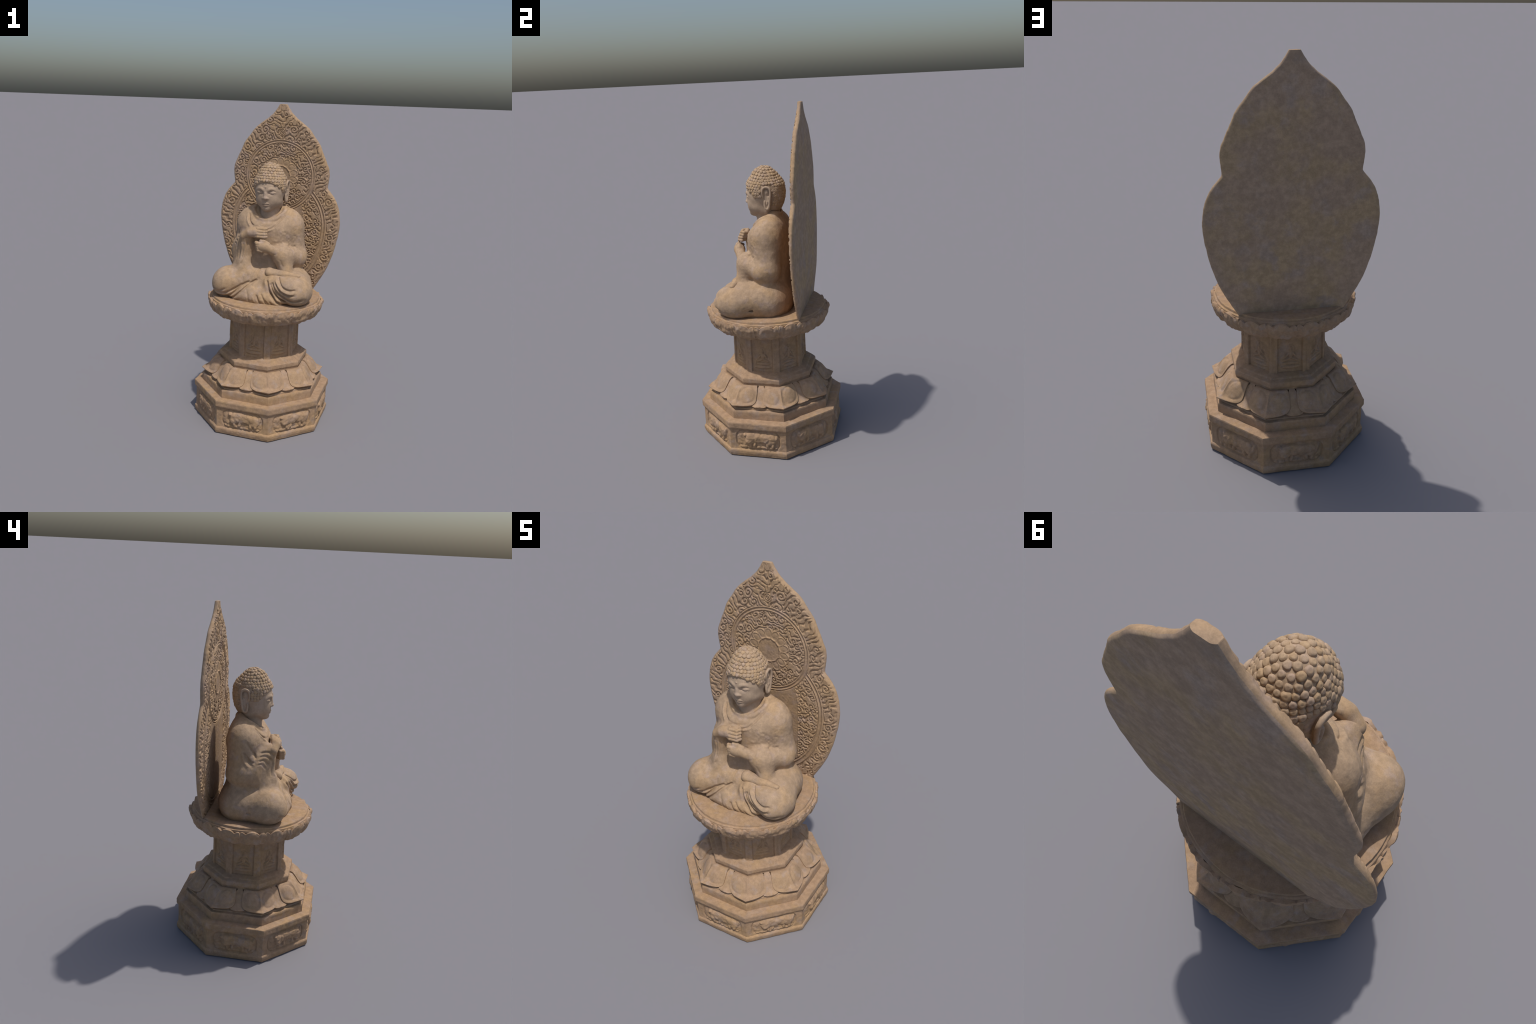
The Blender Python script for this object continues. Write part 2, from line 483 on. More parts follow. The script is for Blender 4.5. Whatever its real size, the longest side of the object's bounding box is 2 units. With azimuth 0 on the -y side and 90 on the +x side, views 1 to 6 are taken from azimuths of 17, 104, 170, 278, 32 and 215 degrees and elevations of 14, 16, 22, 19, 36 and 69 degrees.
# drum with eight figure panels between corner pilasters
def figure_relief(a, b, face):
    rg = np.random.default_rng(70 + face)
    j = lambda s: float(rg.uniform(-s, s))
    h = np.zeros(np.broadcast(a, b).shape)
    up = lambda *k, H=.004, **kw: np.maximum(h, H * bump2(a, b, *k, **kw))
    x0 = j(.004)
    h = up(x0, .024, .021, .026, H=.0035, sharp=.4)
    h = up(x0, .019 + j(.002), .0085, .0115, H=.012)
    h = up(x0, .034, .0050, .009, H=.009)
    h = up(x0, -.006, .0125, .021, H=.010)
    h = up(x0 - .017, -.004, .0062, .019, H=.0095, rot=-34)
    h = up(x0 + .017, -.004, .0062, .019, H=.0095, rot=34)
    h = up(x0 - .018, -.031, .024, .0075, H=.010, rot=26)
    h = up(x0 + .018, -.031, .024, .0075, H=.010, rot=-26)
    h = up(x0, -.054, .044, .008, H=.007, sharp=.5)
    h = up(x0, -.076, .050, .010, H=.006, sharp=.5)
    return h
def drum_relief(u, z, face):
    b = z - .555
    inset = sstep(.064, .0605, np.abs(u))
    edge = np.exp(-((np.abs(u) - .0625) / .0025) ** 2)
    return inset * (-.009 + figure_relief(u, b, face)) - .003 * edge - .006 * sstep(.068, .089, np.abs(u)) * (np.abs(u) > .07)
P, fc, caps, nr = oct_loft([(.234, .440), (.234, .447), (.2305, .4505), (.2300, .462), (.2285, .56), (.227, .66), (.227, .725)], n=72, step=.003, relief=drum_relief, wear=.001, seed=5)
split_panels(P, fc, caps, 72, nr, (.455, .715), (9 / 72, 63 / 72), "pedestal_drum", "figure_panel", M_BASE, root)

# ------------------------------------------------------------------ upper lotus seat
BOWL = [(.215, .678), (.240, .681), (.270, .690), (.299, .701), (.325, .713), (.342, .728), (.353, .746), (.359, .770), (.362, .802)]
bz = np.linspace(0, 1, len(BOWL)); bt = np.linspace(0, 1, 61)
br, bzz = pchip(bz, [p[0] for p in BOWL], bt), pchip(bz, [p[1] for p in BOWL], bt)
def lathe(prof, n, name, mat, parent, seed, wear=.0015, angle=35, step=.006):
    rows = []
    for (r0, z0), (r1, z1) in zip(prof[:-1], prof[1:]):
        m = max(1, int(math.hypot(r1 - r0, z1 - z0) / step))
        rows += [(r0 + (r1 - r0) * t / m, z0 + (z1 - z0) * t / m) for t in range(m)]
    rows = np.array(rows + [prof[-1]])
    th = np.linspace(0, TAU, n, endpoint=False)[None]
    R, Z = rows[:, :1] + 0 * th, rows[:, 1:] + 0 * th
    X, Y = R * np.cos(th), R * np.sin(th)
    w = wear * (noise((X, Y, Z), .045, seed) + .6 * noise((X, Y, Z), .014, seed + 1))
    P = np.stack([X + w * np.cos(th), Y + w * np.sin(th), Z + .5 * wear * noise((X, Y, Z), .02, seed + 2)], -1).reshape(-1, 3)
    f = grid_faces(len(rows), n, wrap=True).tolist()
    f += [list(range(n))[::-1], list(range((len(rows) - 1) * n, len(rows) * n))]
    return obj_from(name, P, f, mat, parent, angle=angle)
core = [(.213, .674), (.24, .676)] + [(r - .006, z) for r, z in zip(br[16::6], bzz[16::6])] + [(.353, .794), (.352, .8010), (.348, .8035), (.3440, .8035), (.3425, .8050), (.3425, .8120), (.3405, .8155), (.30, .8165), (.05, .8165)]
seat = lathe(core, 240, "lotus_seat", M_BASE, root, 21)

def seat_petal(variant):
    """upturned petal on the side of the seat: bulging blade, two-lobed curled lip, small flame in the middle"""
    rg = np.random.default_rng(300 + variant)
    nu, nv = 45, 40
    u = np.linspace(-1, 1, nu)[None]; v = np.linspace(0, 1, nv)[:, None]
    half = math.radians(11.6)
    lobe = np.abs(np.cos(u * math.pi * .95)) ** .7
    end = .925 + .075 * lobe - .06 * np.abs(u) ** 8 + .02 * rg.uniform(-1, 1) * u
    t = (.10 + .90 * v) * end
    R, Z = np.interp(t, bt, br), np.interp(t, bt, bzz)
    th = u * half * (.72 + .28 * sstep(0, .55, v))
    bulge = .004 * (1 - np.abs(u) ** 4) * sstep(0, .5, v) + .007 * lobe * np.exp(-((v - .92) / .08) ** 2)
    med = .0035 * bump2(u, v, -.38, .62, .34, .2) + .0035 * bump2(u, v, .38, .62, .34, .2) + .004 * np.exp(-(u / .10) ** 2) * sstep(.25, .6, v) * (1 - sstep(.75, .9, v))
    med = med - .003 * np.exp(-((np.abs(u) - .82) / .08) ** 2) * sstep(.3, .7, v)
    P3 = (R * np.cos(th), R * np.sin(th), Z)
    crack = .0030 * noise(P3, .011, 50 + variant) + .0030 * noise(P3, .025, 60 + variant)
    o = bulge + med + crack * sstep(.1, .5, v)
    nrm = np.stack([np.gradient(Z, axis=0), -np.gradient(R, axis=0)], -1); nrm /= np.linalg.norm(nrm, axis=-1, keepdims=True) + 1e-9
    Ro, Zo = R + o * nrm[..., 0], Z + o * nrm[..., 1]
    top = np.stack([Ro * np.cos(th), Ro * np.sin(th), Zo], -1)
    Rb, Zb = Ro - .016 * nrm[..., 0] , Zo - .016 * nrm[..., 1] * .3
    bot = np.stack([Rb * np.cos(th), Rb * np.sin(th), Zb], -1)
    V = np.vstack([top.reshape(-1, 3), bot.reshape(-1, 3)])
    f1, f2 = grid_faces(nv, nu), grid_faces(nv, nu, flip=True, base=nu * nv)
    ring = np.array(list(range(nu)) + [r * nu + nu - 1 for r in range(1, nv)] + [nu * nv - 1 - c for c in range(1, nu)] + [r * nu for r in range(nv - 2, 0, -1)])
    nx = np.roll(ring, -1)
    side = np.stack([ring, nx, nx + nu * nv, ring + nu * nv], 1)[:, ::-1]
    return V, np.vstack([f1, f2, side])
variants = []
for k in range(4):
    V, f = seat_petal(k)
    o = obj_from("seat_petal", V, f, M_PETAL, seat, angle=60); fix_normals(o)
    variants.append(o)
for k in range(16):
    src = variants[k % 4]
    o = src if k < 4 else src.copy()
    if k >= 4: bpy.context.scene.collection.objects.link(o)
    o.parent = seat
    o.rotation_euler = (0, 0, math.radians(22.5 * k + 11.25))

# ------------------------------------------------------------------ mandorla
OUT_Z = [.806, .82, .856, .90, .95, 1.0, 1.05, 1.10, 1.15, 1.20, 1.26, 1.30, 1.34, 1.39, 1.44, 1.492, 1.53, 1.57, 1.605, 1.645, 1.69, 1.76, 1.80, 1.848, 1.885, 1.91, 1.945, 1.965, 1.985, 1.9975]
OUT_W = [.258, .266, .287, .312, .337, .357, .373, .387, .397, .405, .410, .407, .400, .384, .355, .316, .321, .3235, .319, .302, .281, .249, .218, .182, .135, .100, .061, .045, .032, .0245]

def scrolls(x, z, inside, spacing, rad, seed, pitch, skip=0.0):
    """cloud scrolls: spiral ridges on a jittered lattice, alternately handed"""
    rg = np.random.default_rng(seed)
    h = np.zeros_like(x); cover = np.zeros_like(x)
    zz = np.arange(.80, 2.0, spacing * .88)
    for i, z0 in enumerate(zz):
        for x0 in np.arange(-.44 + (i % 2) * spacing / 2, .44, spacing):
            cx, cz = x0 + rg.uniform(-.25, .25) * spacing, z0 + rg.uniform(-.25, .25) * spacing
            r0 = rad * rg.uniform(.65, 1.25); hand = 1 if cx > 0 else -1
            if rg.uniform() < .25: hand = -hand
            ph = rg.uniform(0, TAU)
            keep = rg.uniform()
            if not inside(cx, cz) or keep < skip:
                continue
            m = np.nonzero((np.abs(x - cx) < r0) & (np.abs(z - cz) < r0))
            dx, dz = x[m] - cx, z[m] - cz
            r, th = np.hypot(dx, dz), np.arctan2(dz, dx)
            w = sstep(r0, r0 * .72, r)
            s = .5 + .5 * np.cos(TAU * r / pitch - hand * th + ph)
            h[m] = np.where(w > cover[m], s * w, h[m]); cover[m] = np.maximum(cover[m], w)
    return h, cover

def mandorla():
    nr, nc = 560, 400
    z = np.interp(np.linspace(0, 1, nr), [0, 1], [OUT_Z[0], OUT_Z[-1]])
    w = pchip(OUT_Z, OUT_W, z)
    w = w * (1 + .004 * noise((z, 0 * z, 0 * z), .03, 3)) + .0012 * noise((z, 0 * z, 0 * z), .012, 4) * (z < 1.98)
    sgn = np.linspace(-1, 1, nc)
    s = np.sign(sgn) * (1 - (1 - np.abs(sgn)) ** 1.08)
    w = w - .0035 * (1 - sstep(1.90, 1.97, z))
    X = w[:, None] * s[None]; Z = z[:, None] + 0 * X
    ed = (w[:, None] - np.abs(X)) * .85         # rough distance to the outline
    rh = np.hypot(X, Z - 1.548); ah = np.arctan2(Z - 1.548, X)
    bb = np.where(Z > 1.23, .325, .42)
    e = np.hypot(X / .318, (Z - 1.23) / bb)
    db = (e - 1) * .3
    head = rh < .236
    body = (~head) & (db < .004)
    inner = .172 - .30 * np.clip(Z - 1.25, 0, 1) ** 1.3
    # flame and cloud carving
    wx = .012 * noise((X, Z, 0 * X), .05, 20); wz = .012 * noise((X, Z, 0 * X), .05, 21)
    sx = np.sign(X)
    flow = (Z + wz) * .80 - (np.abs(X) + wx) * .60
    n3 = lambda sc, sd: noise((X, Z, 0 * X), sc, sd)
    stripes = .5 + .5 * np.sin(TAU * flow / .027 + 1.1 * np.sin(TAU * ((np.abs(X) + wx) * .8 + (Z + wz) * .6) / .052 + 2 * n3(.06, 25)) + 3.4 * n3(.042, 22))
    stripes = stripes + .32 * sstep(.05, .45, n3(.020, 23)) - .25 * sstep(.25, .6, n3(.016, 28))
    Xw, Zw = X + .010 * noise((X, Z, 0 * X), .045, 26), Z + .010 * noise((X, Z, 0 * X), .045, 27)
    ho, co = scrolls(Xw, Zw, lambda a, b: True, .062, .030, 5, .018, .30)
    outer = np.where(co > .0, ho * co + stripes * (1 - co), stripes)
    hs, cs = scrolls(Xw, Zw, lambda a, b: True, .050, .025, 6, .0165, .15)
    veg = .5 + .5 * np.sin(TAU * (Z + wz * 1.5) / .024 + 1.2 * np.sin(TAU * (X + wx) / .040 + 2 * n3(.05, 29)) + 4.2 * n3(.032, 24))
    veg = veg + .3 * sstep(.1, .5, n3(.017, 33)) - .25 * sstep(.25, .6, n3(.014, 34))
    scroll = hs * cs + veg * (1 - cs)
    plate = lambda q: sstep(.02, .60, q)
    outer, scroll = plate(outer), plate(scroll)
    h = .0065 * outer
    # body halo: smooth field, scroll band, ring
    band = sstep(inner - .004, inner + .004, np.abs(X))
    hb = .0060 * (1 - band) + .0065 * scroll * band * sstep(-.024, -.03, db) + .002 * np.exp(-((np.abs(X) - inner) / .004) ** 2)
    # head halo: disc, lotus petals, scroll band, ring
    cell = (ah / TAU * 14) % 1 - .5
    arc = cell * TAU / 14 * rh
    pr = np.hypot(arc / .021, (rh - .090) / .027)
    petal = .0035 * np.clip(1 - pr ** 2, 0, 1) + .004 * np.exp(-((pr - 1) / .17) ** 2)
    hh = np.where(rh < .062, .0045, np.where(rh < .120, .0025 + petal, .0065 * scroll * sstep(.118, .124, rh) * sstep(.207, .203, rh)))
    hh = hh + .003 * np.exp(-((rh - .064) / .003) ** 2)
    h = np.where(head, hh, np.where(body, hb, h))
    for r0 in (.213, .228):
        h = h + .0055 * np.exp(-((rh - r0) / .0042) ** 2)
    quiet = sstep(.012, .0, np.abs(rh - .2205) - .010)
    h = np.where((rh > .205) & (rh < .236), .0055 * (np.exp(-((rh - .2125) / .004) ** 2) + np.exp(-((rh - .2285) / .004) ** 2)) + .0015, h)
    on = (~(rh < .238)) & (db > -.030) & (db < .005)
    h = np.where(on, .0055 * (np.exp(-((db + .021) / .004) ** 2) + np.exp(-((db + .003) / .004) ** 2)) + .0015, h)
    # rosette at the top
    ros = np.hypot(X, Z - 1.826)
    h = np.where(ros < .026, .006 * (np.exp(-((ros - .021) / .003) ** 2) + np.exp(-((ros - .011) / .003) ** 2) + np.clip(1 - ros / .006, 0, 1)), h)
    plain = np.clip(sstep(1.945, 1.975, Z), 0, 1)
    h = h * (1 - .8 * plain)
    h = h + .0006 * noise((X, Z, 0 * X), .008, 30)
    h = h * sstep(0, .016, ed)
    lip = .0045 * (1 - np.clip(ed / .009, 0, 1)) ** 2
    front = .2300 - h + lip
    front = front - .003 * sstep(1.93, 2.0, Z)
    back = .2500 + .005 * (1 - (X / .42) ** 2) * sstep(.82, 1.0, Z) * sstep(1.98, 1.7, Z) - .0055 * (1 - np.clip(ed / .010, 0, 1)) ** 2 + .0005 * noise((X, Z, 0 * X), .05, 31)
    back = back - .006 * sstep(1.0, .81, Z)
    A = np.stack([X, front, Z], -1).reshape(-1, 3); B = np.stack([X, back, Z], -1).reshape(-1, 3)
    ff = grid_faces(nr, nc); bf = grid_faces(nr, nc, flip=True)
    n1 = vertex_normals(A, ff)
    fr = obj_from("mandorla", A, ff, M_HALO, root, angle=60)
    ring = np.array(list(range(nc)) + [r * nc + nc - 1 for r in range(1, nr)] + [nr * nc - 1 - c for c in range(1, nc)] + [r * nc for r in range(nr - 2, 0, -1)])
    # edge band between carved front and plain back
    nb = len(ring)
    strips = [A[ring] * (1 - t) + B[ring] * t for t in (0, .25, .5, .75, 1)]
    cen = np.array([0, 0, 1.3])
    V = np.vstack(strips)
    out = V - cen; out[:, 1] = 0; out /= np.linalg.norm(out, axis=1, keepdims=True)
    prof_ = np.repeat([0, .0014, .002, .0014, 0], nb)[:, None]
    V = V + out * (prof_ + (.0009 * noise(V.T, .016, 41) * (np.repeat([0, 1, 1, 1, 0], nb)))[:, None])
    ef = grid_faces(5, nb, wrap=True, flip=True)
    edge = obj_from("mandorla_edge", V, ef, M_HALO, fr, angle=70)
    bk = obj_from("mandorla_back", B, bf, M_BACK, fr, angle=60)
    return fr
halo = mandorla()

# ------------------------------------------------------------------ robed body: one blended solid
S = Solid((-.35, -.275, .795), (.35, .20, 1.42), .0032)
tz = [.80, .86, .93, 1.00, 1.08, 1.16, 1.24, 1.275, 1.30, 1.33, 1.36, 1.385, 1.42]
t_hx = [.21, .21, .195, .175, .165, .172, .182, .182, .178, .155, .115, .08, .03]
t_f = [-.10, -.115, -.125, -.115, -.100, -.095, -.093, -.078, -.052, -.016, .018, .035, .05]
t_b = [.166, .166, .158, .149, .147, .149, .150, .146, .139, .128, .112, .100, .08]
def torso(x, y, z):
    hx, a, b = (pchip(tz, q, z) for q in (t_hx, t_f, t_b))
    yc, hy = (a + b) / 2, (b - a) / 2
    p = 2.35
    q = (np.abs(x / hx) ** p + np.abs((y - yc) / hy) ** p) ** (1 / p)
    return (q - 1) * np.minimum(hx, hy) * .9
S.add(torso, (0, .03, 1.1), (.3, .3, .5), .02, "torso", False)
S.F[:] = np.maximum(S.F, (S.ax[2] - 1.398).reshape(1, 1, -1))
for sx in (1, -1):
    arm = "arm_l" if sx > 0 else "arm_r"
    leg = "leg_l" if sx > 0 else "leg_r"
    # shoulders and upper arms
    S.ellipsoid((sx * .118, .044, 1.273), (.083, .074, .077), .05, group=arm)
    S.limb((sx * .151, .050, 1.24), (sx * .177, .050, 1.075), .059, .060, .04, group=arm, squash=(1, 1.22, 1))
    S.ellipsoid((sx * .181, .046, 1.065), (.058, .070, .066), .03, group=arm)
    # hips and thighs
    S.ellipsoid((sx * .125, .050, .885), (.148, .120, .108), .05, group=leg)
    S.limb((sx * .15, .030, .905), (sx * (.230 if sx > 0 else .212), -.115, .894), .100, .082, .05, group=leg, squash=(1, 1, .93))
# outer thighs: one full mass from hip to knee
    S.limb((sx * .192, .035, .880), (sx * (.222 if sx > 0 else .205), -.100, .880), .080, .080, .04, group=leg, squash=(1, 1, .95))
# knees
S.ellipsoid((.205, -.040, .925), (.080, .100, .050), .05, group="leg_l")
S.ellipsoid((.236, -.141, .893), (.090, .112, .086), .04, yaw=14, group="leg_l")
S.ellipsoid((-.213, -.124, .892), (.084, .110, .088), .04, yaw=-18, group="leg_r")
# shins crossing in the lap
S.limb((.222, -.174, .906), (.088, -.156, .920), .076, .064, .03, group="leg_l")
S.limb((-.205, -.142, .912), (-.045, -.118, .912), .084, .080, .04, group="leg_r")
S.ellipsoid((-.06, -.100, .972), (.13, .078, .052), .04, group="leg_r")
S.ellipsoid((.155, -.095, .955), (.12, .085, .042), .03, group="leg_l")
# skirt cloth spread in front
S.limb((-.150, -.170, .842), (.135, -.178, .836), .038, .040, .03, group="skirt", squash=(1, 1.5, 1))
S.ellipsoid((-.01, -.172, .850), (.14, .066, .072), .03, group="skirt", pitch=6)
# forearms and hanging sleeves
S.limb((.184, .020, 1.070), (.122, -.084, 1.100), .061, .054, .025, group="arm_l")
S.limb((.122, -.084, 1.100), (.086, -.116, 1.118), .054, .034, .03, group="arm_l")
S.limb((.100, -.104, 1.088), (.144, -.106, 1.020), .028, .028, .035, group="arm_l")
S.limb((.148, -.086, 1.080), (.156, -.100, 1.018), .036, .032, .040, group="arm_l")
S.limb((-.176, .015, 1.085), (-.098, -.116, 1.205), .056, .035, .04, group="arm_r")
S.limb((-.148, -.030, 1.080), (-.108, -.110, 1.130), .050, .034, .05, group="arm_r", squash=(1, 1, 1.4))
S.limb((-.145, -.045, 1.040), (-.112, -.116, 1.050), .046, .032, .05, group="arm_r", squash=(1, 1, 1.2))
S.limb((-.140, -.098, 1.010), (-.112, -.122, 1.015), .030, .030, .05, group="arm_r")
# hollow of the lap between the sleeves
S.ellipsoid((.005, -.185, 1.075), (.064, .092, .072), .03, cut=True)
# collar roll round the neck
col = spline([(0, .100, 1.370), (.060, .085, 1.373), (.096, .040, 1.363), (.098, -.002, 1.345), (.058, -.038, 1.310), (0, -.049, 1.292)], 5)
S.chain(col, [.008] * len(col), .014, group="torso")
S.chain([(-p[0], p[1], p[2]) for p in col], [.008] * len(col), .014, group="torso")
S.limb((0, .03, 1.325), (0, .03, 1.45), .060, .074, .010, cut=True, squash=(1, 1.08, 1))
# ---- folds of the cloth (front projection x,z)
fr_ = (-.3, -.02)
for pts, d, w in (
    # left knee
    ([(.125, .985), (.168, .935), (.215, .922), (.262, .930)], 0.0101, 0.0063),
    ([(.115, .975), (.155, .920), (.200, .905), (.250, .904)], -0.0058, 0.0063),
    ([(.118, .952), (.160, .908), (.210, .893), (.255, .898)], 0.0116, 0.0063),
    ([(.095, .955), (.130, .902), (.180, .872), (.235, .855), (.300, .868)], 0.0145, 0.0068),
    ([(.085, .950), (.112, .897), (.150, .860), (.200, .838)], 0.0130, 0.0063),
    ([(.060, .962), (.078, .920), (.095, .880), (.125, .845), (.162, .820)], 0.0159, 0.0074),
    # right knee
    ([(-.292, .885), (-.262, .868), (-.230, .866), (-.190, .885)], 0.0072, 0.0053),
    ([(-.275, .857), (-.205, .852), (-.140, .885), (-.085, .925)], 0.0087, 0.0063),
    ([(-.255, .828), (-.204, .824), (-.150, .853), (-.085, .915), (-.04, .94)], 0.0116, 0.0074),
    ([(-.205, .808), (-.150, .828), (-.100, .868), (-.050, .918), (.0, .955)], 0.0116, 0.0074),
    # spread skirt
    ([(.008, .874), (.020, .842), (.040, .812)], .009, .0055),
    ([(.034, .880), (.056, .845), (.072, .812)], .006, .005),
    ([(-.012, .865), (-.005, .835), (.008, .812)], -.003, .006),
    ([(.062, .845), (.088, .812)], .006, .005),
    ([(.090, .838), (.112, .812)], .005, .005),
    ([(-.06, .90), (-.045, .85), (-.04, .815)], .003, .006),
    # lap
    ([(-.002, 1.022), (-.008, .985), (-.011, .955)], .004, .005),
    ([(-.030, 1.020), (-.038, .975), (-.050, .935)], .003, .006),
    ([(-.091, .968), (-.096, .922)], .003, .006),
    # collar lines
    ([(.128, 1.372), (.118, 1.341), (.092, 1.306), (.053, 1.262), (.005, 1.240)], .006, .0045),
    ([(.124, 1.350), (.100, 1.305), (.060, 1.258), (.010, 1.232)], -.004, .006),
    ([(-.122, 1.350), (-.112, 1.302), (-.088, 1.272), (-.049, 1.260), (.017, 1.265), (.062, 1.293), (.105, 1.345)], .0025, .004),
    ([(-.120, 1.335), (-.107, 1.288), (-.074, 1.257)], .007, .005),
    ([(-.132, 1.325), (-.120, 1.285), (-.090, 1.250)], -.004, .006),
    # hanging sleeve of the raised arm
    ([(-.090, 1.180), (-.093, 1.130), (-.104, 1.060), (-.125, 1.025)], .005, .0055),
    ([(-.112, 1.165), (-.113, 1.120), (-.122, 1.060)], .0045, .006),
    ([(-.136, 1.130), (-.138, 1.100), (-.146, 1.055)], .004, .006),
    # upper edge of the left forearm
    ([(.075, 1.152), (.120, 1.150), (.200, 1.142)], .004, .009),
    ([(.128, 1.085), (.132, 1.055), (.150, 1.030)], .0025, .006),
):
    S.stroke(pts, d, w, "xz", fr_)
# sleeve and armpit folds of the raised arm (side projection y,z)
for pts, d, w in (
    ([(-.060, 1.196), (-.105, 1.202), (-.136, 1.178), (-.140, 1.110)], .006, .005),
    ([(-.058, 1.176), (-.092, 1.183), (-.124, 1.160), (-.132, 1.120)], .006, .0045),
    ([(-.056, 1.156), (-.088, 1.160), (-.112, 1.130)], .006, .0045),
    ([(-.052, 1.138), (-.078, 1.140), (-.100, 1.110)], .005, .0045),
    ([(-.095, 1.245), (-.140, 1.232), (-.152, 1.200), (-.158, 1.120)], .005, .005),
    ([(-.145, 1.19), (-.150, 1.12), (-.148, 1.05)], .004, .005),
    ([(.026, 1.218), (.006, 1.169), (-.030, 1.130)], .008, .006),
    ([(.030, 1.205), (.018, 1.160), (-.010, 1.125)], -.004, .006),
    ([(.012, 1.195), (-.014, 1.158), (-.040, 1.150)], .007, .005),
    ([(.014, 1.272), (-.019, 1.218), (-.046, 1.165)], .006, .006),
):
    S.stroke(pts, d, w, "yz", (-.35, -.135))
gx, gy, gz = np.meshgrid(*S.ax, indexing="ij", sparse=True)
near = np.nonzero(np.abs(S.F) < .012)
px, py, pz = S.ax[0][near[0]], S.ax[1][near[1]], S.ax[2][near[2]]
rough_patch = sstep(.02, .10, px) * sstep(1.05, 1.16, pz) * sstep(1.30, 1.22, pz) * (py < 0)
S.F[near] += (.0011 * noise((px, py, pz), .03, 90) + (.0006 + .0009 * rough_patch) * noise((px, py, pz), .011, 91)).astype(F32)
S.F[:] = np.maximum(S.F, (.8115 - S.ax[2]).reshape(1, 1, -1))
v, f = S.surface()
order = ["torso", "arm_l", "arm_r", "leg_l", "leg_r", "skirt"]
lab = S.nearest_group(v[f].mean(1), order)
split_regions(v, f, lab, ["torso", "arm", "arm", "leg", "leg", "robe_skirt"], M_ROBE, root)
del S

# ------------------------------------------------------------------ hands
def make_hand(build, lo, hi, name):
    H = Solid(lo, hi, .0016)
    build(H)
    v, f = H.surface()
    v = v + np.array([0, -.009, 0])
    return obj_from(name, v, f, M_ROBE, root, normals=vertex_normals(v, f))
def right_hand(H):
    H.limb((-.112, -.118, 1.205), (-.078, -.128, 1.228), .028, .027, .01)
    H.ellipsoid((-.050, -.126, 1.234), (.044, .027, .031), .015, yaw=-4)
    H.ellipsoid((-.004, -.112, 1.235), (.030, .024, .026), .012)
    for i in range(4):
        z = 1.2580 - .0152 * i
        y = -.126 - .0070 * i + (.006 if i == 3 else 0)
        H.chain([(-.056, y + .016, z - .003), (-.026 + .002 * i, y - .004, z), (.012 + .003 * i, y - .001, z - .001), (.022 + .002 * i, y + .018, z - .002), (.010, y + .032, z - .002)], [.0095, .0100, .0090, .0086, .0078], .0030)
    H.chain([(-.06, -.108, 1.250), (-.025, -.100, 1.262), (.008, -.094, 1.258)], [.012, .0105, .009], .006)
def left_hand(H):
    H.limb((.100, -.106, 1.116), (.060, -.128, 1.136), .031, .029, .01)
    H.ellipsoid((.020, -.144, 1.153), (.048, .034, .035), .015, yaw=20, pitch=14)
    for i in range(4):
        z = 1.1745 - .0138 * i
        x = -.015 + .0035 * i
        H.chain([(.014, -.163, z - .004), (x - .002, -.167, z), (x - .012, -.150, z + .001), (x + .004, -.130, z)], [.0100, .0102, .0098, .009], .0035)
    H.chain([(.045, -.138, 1.170), (.020, -.146, 1.186), (.002, -.152, 1.190)], [.014, .0110, .0090], .006)
make_hand(right_hand, (-.15, -.19, 1.16), (.05, -.05, 1.30), "hand")
make_hand(left_hand, (-.05, -.20, 1.08), (.13, -.07, 1.22), "hand")

# foot resting on the opposite thigh
H = Solid((.01, -.21, .94), (.28, -.06, 1.04), .0018)
H.limb((.064, -.134, .990), (.150, -.140, .990), .029, .022, .02, squash=(1, 1.25, 1))
H.limb((.150, -.140, .990), (.245, -.146, .990), .022, .012, .02, squash=(1, 1.25, 1))
H.ellipsoid((.054, -.136, .992), (.021, .032, .028), .015)
v, f = H.surface()
obj_from("foot", v, f, M_ROBE, root, normals=vertex_normals(v, f))

# ------------------------------------------------------------------ head and neck
H = Solid((-.125, -.120, 1.275), (.125, .155, 1.635), .0019)
H.ellipsoid((0, .024, 1.505), (.091, .110, .100), .02, group="head")
H.ellipsoid((0, -.004, 1.470), (.086, .086, .095), .03, group="head")
H.ellipsoid((0, -.010, 1.424), (.064, .070, .064), .03, group="head")
H.ellipsoid((0, -.036, 1.390), (.033, .038, .032), .03, group="head")
H.ellipsoid((0, -.060, 1.373), (.019, .016, .013), .020, group="head")
for sx in (1, -1):
    H.ellipsoid((sx * .032, -.044, 1.428), (.032, .032, .040), .02, group="head")
    H.ellipsoid((sx * .034, -.100, 1.4765), (.023, .0195, .0145), .016, cut=True)
    H.ellipsoid((sx * .036, -.0665, 1.474), (.0240, .0195, .0140), .006, group="head")
    H.chain(spline([(sx * .009, -.0850, 1.480), (sx * .021, -.0855, 1.494), (sx * .040, -.0770, 1.4970), (sx * .060, -.058, 1.485)], 4), [.0034] * 13, .012, group="head")
    H.ellipsoid((sx * .0135, -.0855, 1.4390), (.0085, .0090, .0075), .006, group="head")
    H.chain([(sx * .050, -.010, 1.412), (sx * .048, .03, 1.396)], [.024, .030], .03, group="head")
H.chain([(0, -.0810, 1.496), (0, -.0865, 1.470), (0, -.0915, 1.445)], [.0062, .0080, .0108], .009, group="head")
H.ellipsoid((0, -.0950, 1.4405), (.0120, .0082, .0085), .006, group="head")
H.chain(spline([(-.0215, -.0735, 1.4035), (-.010, -.0815, 1.4075), (0, -.0835, 1.4070), (.010, -.0815, 1.4075), (.0215, -.0735, 1.4035)], 4), [.0048] * 17, .006, group="head")
H.chain(spline([(-.0170, -.0735, 1.3985), (0, -.0805, 1.3955), (.0170, -.0735, 1.3985)], 4), [.0056] * 9, .006, group="head")
